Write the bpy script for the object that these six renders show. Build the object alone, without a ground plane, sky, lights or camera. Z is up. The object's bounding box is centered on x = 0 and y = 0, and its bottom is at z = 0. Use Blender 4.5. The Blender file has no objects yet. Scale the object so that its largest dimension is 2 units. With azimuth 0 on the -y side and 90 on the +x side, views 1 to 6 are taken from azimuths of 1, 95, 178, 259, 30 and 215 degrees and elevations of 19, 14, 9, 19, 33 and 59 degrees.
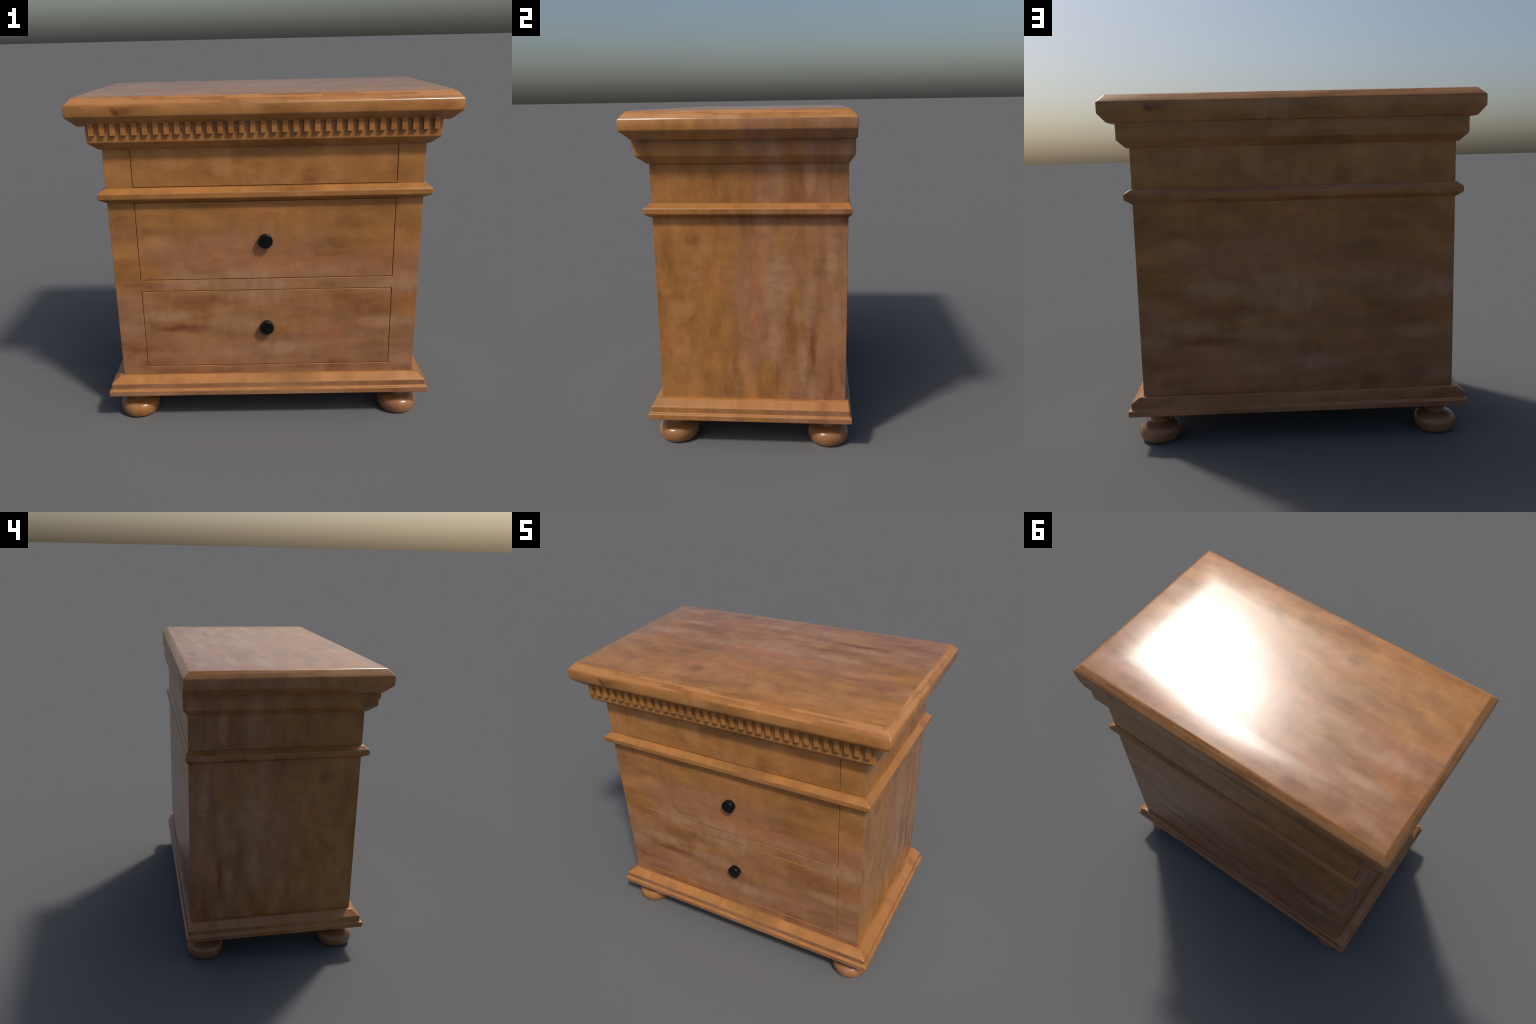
"""Honey-brown wooden nightstand: bevelled top, dentil cornice, three drawer
fronts, two black knobs, waist moulding, stepped base and four bun feet."""
import bpy, bmesh, math

# ------------------------------------------------------------------ sizes (m)
CX, CF, CB = 0.8503, -0.4858, 0.5630           # cabinet half width, front, back
Z_TOP = 1.8875
Z_BASE_TOP = 0.2785
# every moulding is a stack of rectangles: (half width, front y, back y, z)
TOP_PROFILE = [(0.9510, -0.5475, 0.5990, 1.7422), (1.0000, -0.5978, 0.5978, 1.7920),
               (1.0000, -0.5990, 0.5990, 1.8480), (0.9610, -0.5588, 0.5590, Z_TOP)]
CORNICE_PROFILE = [(0.8670, -0.4940, 0.5650, 1.6145), (0.9107, -0.5448, 0.5930, 1.6570),
                   (0.9107, -0.5448, 0.5930, 1.7600)]
WAIST_PROFILE = [(CX - 0.002, CF + 0.002, CB - 0.002, 1.3220), (0.8922, -0.5245, 0.5822, 1.3496),
                 (0.8922, -0.5245, 0.5822, 1.3800), (0.8570, -0.4925, 0.5690, 1.4045)]
BASE_PROFILE = [(0.9328, -0.5558, 0.5978, 0.1712), (0.9328, -0.5558, 0.5978, 0.2040),
                (0.9176, -0.5404, 0.5846, 0.2100), (0.9176, -0.5404, 0.5846, 0.2450),
                (0.8710, -0.4950, 0.5795, Z_BASE_TOP)]
DRAWER_X = 0.7065
DRAWER_Z = [(1.4050, 1.6350), (0.8730, 1.3230), (0.3320, 0.8065)]
GAP = 0.0021
DENTILS, DENTIL_PITCH = 33, 0.05487
KNOB_Z = [None, 1.1000, 0.5800]
FOOT_AT = [(sx * 0.783, y) for y in (-0.414, 0.468) for sx in (-1, 1)]

# ------------------------------------------------------------------ node help
class Nodes:
    def __init__(self, tree):
        self.t = tree

    def new(self, kind, **props):
        n = self.t.nodes.new(kind)
        for k, v in props.items():
            setattr(n, k, v)
        return n

    def link(self, a, b):
        if isinstance(a, (int, float)):
            b.default_value = a
        elif isinstance(a, (tuple, list)):
            b.default_value = a
        else:
            self.t.links.new(a, b)

    def math(self, op, a, b=0.0, c=0.0, clamp=False):
        n = self.new("ShaderNodeMath", operation=op, use_clamp=clamp)
        self.link(a, n.inputs[0]); self.link(b, n.inputs[1]); self.link(c, n.inputs[2])
        return n.outputs[0]

    def combine(self, x, y, z=0.0):
        n = self.new("ShaderNodeCombineXYZ")
        self.link(x, n.inputs[0]); self.link(y, n.inputs[1]); self.link(z, n.inputs[2])
        return n.outputs[0]

    def noise(self, vec, scale, detail=2.0, rough=0.5, distortion=0.0):
        n = self.new("ShaderNodeTexNoise", noise_dimensions="3D")
        self.link(vec, n.inputs["Vector"])
        n.inputs["Scale"].default_value = scale
        n.inputs["Detail"].default_value = detail
        n.inputs["Roughness"].default_value = rough
        n.inputs["Distortion"].default_value = distortion
        return n.outputs["Fac"]

    def smooth(self, v, lo, hi, a=0.0, b=1.0):
        n = self.new("ShaderNodeMapRange", interpolation_type="SMOOTHSTEP")
        self.link(v, n.inputs[0])
        for i, x in enumerate((lo, hi, a, b)):
            n.inputs[i + 1].default_value = x
        return n.outputs[0]

    def mix(self, fac, a, b, blend="MIX"):
        n = self.new("ShaderNodeMix", data_type="RGBA", blend_type=blend)
        self.link(fac, n.inputs[0])
        for s, v in ((n.inputs[6], a), (n.inputs[7], b)):
            self.link((*v, 1.0) if isinstance(v, tuple) and len(v) == 3 else v, s)
        return n.outputs[2]


# ---------------------------------------------------------------- wood figure
# A board is described on (s, t): s runs along the grain, t across it, both
# 0..1 over a whole face.  Dark streaks and pale clouds: (s, t, rs, rt, amount).
DARK_STREAKS = [
    (0.258, 0.820, .090, .019, 1.0), (0.310, 0.716, .140, .028, .60), (0.716, 0.975, .055, .030, .85),
    (0.110, 0.565, .110, .026, .40), (0.130, 0.895, .090, .018, .60), (0.166, 0.955, .080, .018, .60),
    (0.145, 0.650, .090, .012, .45), (0.640, 0.260, .040, .055, .55),
    (0.070, 0.420, .060, .035, .35), (0.930, 0.440, .060, .045, .40), (0.185, 0.450, .070, .022, .40),
    (0.285, 0.465, .030, .035, .35), (0.520, 0.405, .035, .020, .35), (0.560, 0.720, .050, .018, .45),
    (0.700, 0.850, .070, .035, .35), (0.790, 0.720, .110, .065, .42), (0.880, 0.895, .130, .018, .40),
    (0.600, 0.985, .060, .020, .65), (0.740, 0.430, .070, .025, .30), (0.860, 0.270, .060, .025, .30),
    (0.720, 0.100, .070, .030, .30), (0.050, 0.720, .040, .030, .40), (0.330, 0.600, .060, .012, .30),
    (0.930, 0.310, .030, .030, .25), (0.430, 0.990, .120, .024, .50), (0.230, 0.990, .090, .022, .50), (0.850, 0.990, .100, .022, .45), (0.075, 0.870, .060, .020, .35)]
KNOTS = [(0.113, 0.041, .013, .014, .80), (0.128, 0.040, .030, .012, .45), (0.436, 0.088, .008, .008, .45)]
PALE_CLOUDS = [
    (0.470, 0.650, .130, .075, .75), (0.270, 0.640, .110, .030, .60), (0.870, 0.655, .120, .040, .50),
    (0.870, 0.800, .110, .025, .50), (0.550, 0.900, .090, .035, .65), (0.210, 0.200, .080, .050, .50),
    (0.385, 0.200, .035, .080, .55), (0.440, 0.060, .070, .040, .60), (0.500, 0.290, .100, .050, .40),
    (0.400, 0.800, .150, .040, .50), (0.200, 0.768, .120, .026, .60), (0.090, 0.810, .070, .025, .45),
    (0.400, 0.915, .090, .025, .40), (0.820, 0.210, .030, .050, .35), (0.600, 0.330, .060, .030, .35),
    (0.930, 0.960, .060, .030, .40), (0.700, 0.060, .080, .030, .45), (0.360, 0.740, .040, .030, .35),
    (0.100, 0.250, .050, .060, .30), (0.660, 0.620, .070, .040, .25)]

HONEY, ROSE, OLIVE, RUSSET = (0.345, 0.148, 0.040), (0.288, 0.132, 0.062), (0.305, 0.147, 0.045), (0.325, 0.122, 0.042)
RED, PALE, PALE_HONEY = (0.160, 0.048, 0.015), (0.390, 0.222, 0.126), (0.420, 0.205, 0.078)


def wood_group():
    g = bpy.data.node_groups.new("wood_figure", "ShaderNodeTree")
    for n in ("S", "T"):
        g.interface.new_socket(n, in_out="INPUT", socket_type="NodeSocketFloat")
    g.interface.new_socket("Color", in_out="OUTPUT", socket_type="NodeSocketColor")
    g.interface.new_socket("Grain", in_out="OUTPUT", socket_type="NodeSocketFloat")
    k = Nodes(g)
    gi, go = k.new("NodeGroupInput"), k.new("NodeGroupOutput")
    s, t = gi.outputs["S"], gi.outputs["T"]
    sm, tm = k.math("MULTIPLY", s, 1.9), k.math("MULTIPLY", t, 1.6)
    wide = k.combine(sm, tm, 0.0)
    # wavering of the streaks
    w1 = k.math("SUBTRACT", k.noise(wide, 7.0, 3), 0.5)
    w2 = k.math("SUBTRACT", k.noise(k.combine(sm, tm, 5.3), 11.0, 3), 0.5)
    sd = k.math("ADD", s, k.math("MULTIPLY", w1, 0.085))
    td = k.math("ADD", t, k.math("MULTIPLY", w2, 0.034))
    here = k.combine(sd, td)

    def blobs(table):
        total = None
        for cs, ct, rs, rt, amount in table:
            d = k.new("ShaderNodeVectorMath", operation="SUBTRACT")
            k.link(here, d.inputs[0]); d.inputs[1].default_value = (cs, ct, 0)
            e = k.new("ShaderNodeVectorMath", operation="MULTIPLY")
            k.link(d.outputs[0], e.inputs[0]); e.inputs[1].default_value = (1 / rs, 1 / rt, 0)
            l = k.new("ShaderNodeVectorMath", operation="LENGTH")
            k.link(e.outputs[0], l.inputs[0])
            v = k.smooth(l.outputs["Value"], 1.25, 0.3, 0.0, amount)
            total = v if total is None else k.math("MAXIMUM", total, v)
        return total

    # flame along the grain, short curly bars across it, and fine blotch
    def layer(fs, ft, z, detail, rough, distortion):
        v = k.noise(k.combine(k.math("MULTIPLY", sm, fs), k.math("MULTIPLY", tm, ft), z), 1.0, detail, rough, distortion)
        return v, k.math("SUBTRACT", v, 0.5)

    flame, flame0 = layer(2.6, 11.0, 1.7, 3, 0.5, 0.15)
    curl, curl0 = layer(19.0, 7.0, 4.1, 2, 0.5, 0.1)
    blotch, blotch0 = layer(5.0, 9.0, 8.8, 3, 0.5, 0.15)
    fine, fine0 = layer(16.0, 34.0, 6.6, 2, 0.5, 0.0)
    cloud, cloud0 = layer(1.7, 2.8, 2.9, 2, 0.45, 0.2)
    hue, hue0 = layer(2.6, 5.0, 13.1, 3, 0.5, 0.15)

    # the board drifts from honey on one edge to rose on the other
    drift = k.math("ADD", t, k.math("MULTIPLY", cloud0, 1.6))
    colour = k.mix(k.smooth(drift, 0.28, 0.82), HONEY, ROSE)
    colour = k.mix(k.smooth(hue, 0.50, 0.68, 0.0, 0.35), colour, OLIVE)
    colour = k.mix(k.smooth(hue, 0.48, 0.30, 0.0, 0.60), colour, RUSSET)
    value = k.math("MULTIPLY_ADD", flame0, 0.66, 0.985)
    value = k.math("MULTIPLY_ADD", curl0, 0.36, value)
    value = k.math("MULTIPLY_ADD", blotch0, 0.72, value)
    value = k.math("MULTIPLY_ADD", fine0, 0.34, value)
    value = k.math("MULTIPLY_ADD", cloud0, 0.60, value)
    value = k.math("MAXIMUM", value, 0.45)
    tone = k.combine(k.math("POWER", value, 0.92), value, k.math("POWER", value, 1.08))
    colour = k.mix(1.0, colour, tone, "MULTIPLY")
    pale = k.math("MULTIPLY", blobs(PALE_CLOUDS), k.smooth(curl, 0.30, 0.62, 0.50, 1.0))
    colour = k.mix(k.math("MULTIPLY", pale, 1.0), colour, k.mix(k.smooth(t, 0.30, 0.60), PALE_HONEY, PALE))
    dark = k.math("MULTIPLY", blobs(DARK_STREAKS), k.smooth(flame, 0.62, 0.36, 0.55, 1.0))
    colour = k.mix(k.math("MULTIPLY", dark, 0.95), colour, RED)
    colour = k.mix(blobs(KNOTS), colour, (0.105, 0.030, 0.010))
    k.link(colour, go.inputs["Color"])
    k.link(blotch, go.inputs["Grain"])
    return g


WOOD = wood_group()


def finish(k, colour, grain, roughness, specular=0.5):
    out = k.new("ShaderNodeOutputMaterial")
    b = k.new("ShaderNodeBsdfPrincipled")
    k.link(colour, b.inputs["Base Color"])
    k.link(roughness, b.inputs["Roughness"])
    b.inputs["IOR"].default_value = 1.5
    b.inputs["Specular IOR Level"].default_value = specular
    if grain is not None:
        bump = k.new("ShaderNodeBump")
        bump.inputs["Strength"].default_value = 0.04
        bump.inputs["Distance"].default_value = 0.004
        k.link(grain, bump.inputs["Height"])
        k.link(bump.outputs[0], b.inputs["Normal"])
    k.link(b.outputs[0], out.inputs[0])


ROUGH = 0.258


def wood(name, s_of, t_of, strips=None):
    """s_of / t_of: (axis or constant, scale, offset) giving s and t from position."""
    m = bpy.data.materials.new(name)
    m.use_nodes = True
    m.node_tree.nodes.clear()
    k = Nodes(m.node_tree)
    pos = k.new("ShaderNodeNewGeometry").outputs["Position"]
    sep = k.new("ShaderNodeSeparateXYZ")
    k.link(pos, sep.inputs[0])

    def coord(spec):
        axis, scale, offset = spec
        return k.math("MULTIPLY_ADD", sep.outputs["XYZ".index(axis)], scale, offset)

    s, t = coord(s_of), coord(t_of)
    g = k.new("ShaderNodeGroup", node_tree=WOOD)
    k.link(s, g.inputs[0]); k.link(t, g.inputs[1])
    colour = g.outputs[0]
    if strips is not None:
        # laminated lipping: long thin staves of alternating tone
        axis, lo, hi, count = strips
        lane = k.math("FLOOR", k.math("MULTIPLY", k.math("DIVIDE", k.math("SUBTRACT", sep.outputs["XYZ".index(axis)], lo), hi - lo), count))
        shift = k.new("ShaderNodeTexWhiteNoise", noise_dimensions="1D")
        k.link(lane, shift.inputs["W"])
        stave = k.math("FLOOR", k.math("ADD", k.math("MULTIPLY", s, 4.0), k.math("MULTIPLY", shift.outputs[0], 3.0)))
        tone = k.new("ShaderNodeTexWhiteNoise", noise_dimensions="2D")
        k.link(k.combine(lane, stave), tone.inputs["Vector"])
        colour = k.mix(k.smooth(tone.outputs[0], 0.55, 0.62, 0.0, 0.48), colour, (0.46, 0.215, 0.085))
        colour = k.mix(k.smooth(tone.outputs[0], 0.42, 0.35, 0.0, 0.32), colour, (0.27, 0.095, 0.030))
    rough = k.math("MULTIPLY_ADD", g.outputs[1], 0.16, ROUGH - 0.08)
    finish(k, colour, None, rough)
    return m


def black_metal():
    m = bpy.data.materials.new("black_enamel")
    m.use_nodes = True
    m.node_tree.nodes.clear()
    k = Nodes(m.node_tree)
    pos = k.new("ShaderNodeTexCoord").outputs["Object"]
    n = k.noise(pos, 60.0, 3)
    finish(k, k.mix(n, (0.0030, 0.0030, 0.0030), (0.0042, 0.0040, 0.0038)), None, 0.22, 0.32)
    return m


SX = 1 / 1.9
FRONT = wood("wood_front", ("X", SX, 0.5), ("Z", -1 / 1.61, Z_TOP / 1.61))
BACK = wood("wood_back", ("X", -SX, 0.5), ("Z", -1 / 1.61, Z_TOP / 1.61))
SIDE = wood("wood_side", ("Z", 1 / 1.61, -0.12), ("Y", 1 / 1.20, 0.5))
TOPM = wood("wood_top", ("X", -SX, 0.5), ("Y", 1 / 1.20, 0.56))
EDGE_X = wood("wood_edge_along_width", ("X", SX, 0.5), ("Y", 0.35, 0.33))
EDGE_Y = wood("wood_edge_along_depth", ("Y", SX, 0.40), ("X", 0.0, 0.30))
LIP_X = wood("wood_lipping_along_width", ("X", SX, 0.5), ("Z", 0.6, -1.0), ("Z", 1.8462, Z_TOP, 5))
LIP_Y = wood("wood_lipping_along_depth", ("Y", SX, 0.40), ("Z", 0.6, -0.9), ("Z", 1.8462, Z_TOP, 5))
TURNED = wood("wood_turned", ("X", 0.9, 0.5), ("Y", 0.10, 0.60))
BLACK = black_metal()

# ------------------------------------------------------------------ mesh help
ROOT = bpy.data.objects.new("nightstand", None)
bpy.context.collection.objects.link(ROOT)
ROOT["label"] = "honey-brown wooden nightstand with dentil cornice, black knobs and bun feet"
ROOT["category"] = "nightstand"


def part(name, bm, parent=ROOT, location=(0, 0, 0)):
    me = bpy.data.meshes.new(name)
    bm.normal_update()
    bm.to_mesh(me)
    bm.free()
    ob = bpy.data.objects.new(name, me)
    bpy.context.collection.objects.link(ob)
    ob.parent = parent
    ob.location = location
    return ob


def soften(ob, width, segments=3, angle=22, flat=True):
    """Round the edges, keep flats flat, and bake the modifier into the mesh."""
    mod = ob.modifiers.new("round", "BEVEL")
    mod.width, mod.segments = width, segments
    mod.limit_method, mod.angle_limit = "ANGLE", math.radians(angle)
    mod.harden_normals = flat
    mod.use_clamp_overlap = True
    for p in ob.data.polygons:
        p.use_smooth = True
    dg = bpy.context.evaluated_depsgraph_get()
    me = bpy.data.meshes.new_from_object(ob.evaluated_get(dg))
    old = ob.data
    ob.modifiers.clear()
    ob.data = me
    me.name = ob.name
    bpy.data.meshes.remove(old)


def dress(ob, front=FRONT, back=BACK, side=SIDE, top=TOPM, edge_x=None, edge_y=None):
    """Lay the grain of each face: across on fronts and tops, upright on sides."""
    slots = [front, back, side, top, edge_x or top, edge_y or top]
    me = ob.data
    me.materials.clear()
    for m in slots:
        me.materials.append(m)
    for p in me.polygons:
        n = p.normal
        if n.z > 0.95:
            p.material_index = 3
        elif abs(n.x) > abs(n.y):
            p.material_index = 5 if n.z > 0.25 else 2
        else:
            p.material_index = 4 if n.z > 0.25 else (0 if n.y < 0 else 1)


def stacked(name, profile, round_by, flat=False, flat_middle=0.0):
    """Solid lofted through horizontal rectangles, bottom to top."""
    bm = bmesh.new()
    rings = []
    for x, yf, yb, z in profile:
        rings.append([bm.verts.new(c) for c in ((-x, yf, z), (x, yf, z), (x, yb, z), (-x, yb, z))])
    for a, b in zip(rings, rings[1:]):
        for i in range(4):
            j = (i + 1) % 4
            bm.faces.new((a[i], a[j], b[j], b[i]))
    bm.faces.new(reversed(rings[0]))
    if flat_middle:
        # the crown of the board is level; only a margin rolls over to the edge
        x, yf, yb, z = profile[-1]
        x, yf, yb = x - flat_middle, yf + flat_middle, yb - flat_middle
        inner = [bm.verts.new(c) for c in ((-x, yf, z), (x, yf, z), (x, yb, z), (-x, yb, z))]
        for i in range(4):
            j = (i + 1) % 4
            bm.faces.new((rings[-1][i], rings[-1][j], inner[j], inner[i]))
        rings.append(inner)
    bm.faces.new(rings[-1])
    ob = part(name, bm)
    soften(ob, round_by, flat=flat)
    return ob


def box(bm, x0, x1, y0, y1, z0, z1):
    v = [bm.verts.new((x, y, z)) for z in (z0, z1) for x, y in ((x0, y0), (x1, y0), (x1, y1), (x0, y1))]
    for f in ((3, 2, 1, 0), (4, 5, 6, 7), (0, 1, 5, 4), (1, 2, 6, 5), (2, 3, 7, 6), (3, 0, 4, 7)):
        bm.faces.new([v[i] for i in f])


def turned(bm, profile, steps=64, axis="Z"):
    """Revolve (radius, height) pairs; the ends close on the axis."""
    rings = []
    for r, h in profile:
        if r < 1e-6:
            rings.append([bm.verts.new((0, 0, h) if axis == "Z" else (0, h, 0))])
            continue
        ring = []
        for i in range(steps):
            a = 2 * math.pi * i / steps
            c, s = r * math.cos(a), r * math.sin(a)
            ring.append(bm.verts.new((c, s, h) if axis == "Z" else (c, h, s)))
        rings.append(ring)
    for a, b in zip(rings, rings[1:]):
        for i in range(steps):
            j = (i + 1) % steps
            if len(a) == 1:
                bm.faces.new((a[0], b[j], b[i]))
            elif len(b) == 1:
                bm.faces.new((a[i], a[j], b[0]))
            else:
                bm.faces.new((a[i], a[j], b[j], b[i]))
    bmesh.ops.recalc_face_normals(bm, faces=bm.faces)
    for f in bm.faces:
        f.smooth = True


def curve_through(points, per=6):
    """Catmull-Rom through hand-set profile points."""
    out = []
    p = [points[0]] + list(points) + [points[-1]]
    for i in range(1, len(p) - 2):
        for j in range(per):
            u = j / per
            out.append(tuple(0.5 * (2 * p[i][a] + (p[i + 1][a] - p[i - 1][a]) * u
                                    + (2 * p[i - 1][a] - 5 * p[i][a] + 4 * p[i + 1][a] - p[i + 2][a]) * u * u
                                    + (3 * p[i][a] - p[i - 1][a] - 3 * p[i + 1][a] + p[i + 2][a]) * u ** 3)
                             for a in (0, 1)))
    out.append(points[-1])
    return out


# ------------------------------------------------------------------- carcass
def carcass():
    bm = bmesh.new()
    z_lo, z_hi, depth = 0.215, 1.70, 0.010
    xs = [-CX, -DRAWER_X, DRAWER_X, CX]
    zs = [z_lo] + sorted(z for pair in DRAWER_Z for z in pair) + [z_hi]
    cache = {}

    def v(x, y, z):
        key = (round(x, 5), round(y, 5), round(z, 5))
        if key not in cache:
            cache[key] = bm.verts.new((x, y, z))
        return cache[key]

    def quad(*pts):
        bm.faces.new([v(*q) for q in pts])

    openings = {p[0] for p in DRAWER_Z}
    for za, zb in zip(zs, zs[1:]):
        for i, (xa, xb) in enumerate(zip(xs, xs[1:])):
            if i == 1 and za in openings:
                yb = CF + depth
                quad((xa, yb, za), (xb, yb, za), (xb, yb, zb), (xa, yb, zb))
                quad((xa, CF, za), (xa, yb, za), (xa, yb, zb), (xa, CF, zb))
                quad((xb, CF, za), (xb, CF, zb), (xb, yb, zb), (xb, yb, za))
                quad((xa, CF, za), (xb, CF, za), (xb, yb, za), (xa, yb, za))
                quad((xa, CF, zb), (xa, yb, zb), (xb, yb, zb), (xb, CF, zb))
            else:
                quad((xa, CF, za), (xb, CF, za), (xb, CF, zb), (xa, CF, zb))
        quad((-CX, CB, za), (-CX, CF, za), (-CX, CF, zb), (-CX, CB, zb))
        quad((CX, CF, za), (CX, CB, za), (CX, CB, zb), (CX, CF, zb))
        quad((CX, CB, za), (-CX, CB, za), (-CX, CB, zb), (CX, CB, zb))
    for z, flip in ((z_lo, True), (z_hi, False)):
        loop = [(x, CF, z) for x in xs] + [(CX, CB, z), (-CX, CB, z)]
        quad(*(reversed(loop) if flip else loop))
    bmesh.ops.recalc_face_normals(bm, faces=bm.faces)
    ob = part("cabinet_body", bm)
    soften(ob, 0.0030, 3, 40)
    dress(ob)
    return ob


carcass()
dress(stacked("tabletop", TOP_PROFILE, 0.0060, flat_middle=0.20), edge_x=LIP_X, edge_y=LIP_Y)
dress(stacked("cornice", CORNICE_PROFILE, 0.0050, flat=True))
dress(stacked("waist_moulding", WAIST_PROFILE, 0.0055, flat=True), top=EDGE_X, edge_x=EDGE_X, edge_y=EDGE_Y)
dress(stacked("base_moulding", BASE_PROFILE, 0.0055, flat=True), top=EDGE_X, edge_x=EDGE_X, edge_y=EDGE_Y)

# ------------------------------------------------------------------- dentils
bm = bmesh.new()
box(bm, -0.0142, 0.0142, -0.0185, 0.012, 1.6948, 1.7700)
first = part("dentil", bm)
soften(first, 0.0014, 2)
dress(first)
for i in range(DENTILS):
    d = first if i == 0 else first.copy()
    if i:
        d.name = "dentil"
        bpy.context.collection.objects.link(d)
    d.location = ((i - (DENTILS - 1) / 2) * DENTIL_PITCH, -0.5440, 0)

# ------------------------------------------------------------------- drawers
knob_mesh = None
for (za, zb), kz in zip(DRAWER_Z, KNOB_Z):
    bm = bmesh.new()
    box(bm, -DRAWER_X + GAP, DRAWER_X - GAP, CF + 0.0004, CF + 0.0095, za + GAP, zb - GAP)
    drawer = part("drawer_front", bm)
    soften(drawer, 0.0042, 3)
    dress(drawer)
    if kz is None:
        continue
    if knob_mesh is None:
        r, h, e = 0.0402, 0.0350, 0.0050
        prof = [(0, 0.004), (r * 0.93, 0.004), (r * 0.93, -0.002), (r * 0.985, -0.012), (r, -0.020), (r, -(h - e))]
        prof += [(r - e + e * math.cos(a), -(h - e) - e * math.sin(a)) for a in (math.radians(18 * i) for i in range(1, 6))]
        prof += [(0, -h)]
        bm = bmesh.new()
        turned(bm, prof, 64, "Y")
        for f in bm.faces:
            f.smooth = True
        k_ob = part("knob", bm, drawer)
        k_ob.data.materials.append(BLACK)
        me = k_ob.data
        me.set_sharp_from_angle(angle=math.radians(35))
        knob_mesh = me
    else:
        k_ob = bpy.data.objects.new("knob", knob_mesh)
        bpy.context.collection.objects.link(k_ob)
        k_ob.parent = drawer
    k_ob.location = (0, CF, kz)

# ---------------------------------------------------------------------- feet
BUN = [(0.0930, 0.0000), (0.1040, 0.0095), (0.1125, 0.0260), (0.1172, 0.0490), (0.1150, 0.0670), (0.1080, 0.0805),
       (0.0970, 0.0900), (0.0820, 0.0975), (0.0680, 0.1020), (0.0580, 0.1060), (0.0525, 0.1110), (0.0510, 0.1180),
       (0.0540, 0.1270), (0.0600, 0.1360), (0.0640, 0.1450), (0.0640, 0.1800)]
bm = bmesh.new()
turned(bm, [(0, 0.0)] + curve_through(BUN, 5) + [(0, 0.1800)], 72)
foot = part("foot", bm)
foot.data.materials.append(TURNED)
foot.data.set_sharp_from_angle(angle=math.radians(50))
for i, (x, y) in enumerate(FOOT_AT):
    f = foot if i == 0 else foot.copy()
    if i:
        f.name = "foot"
        bpy.context.collection.objects.link(f)
    f.location = (x, y, 0)
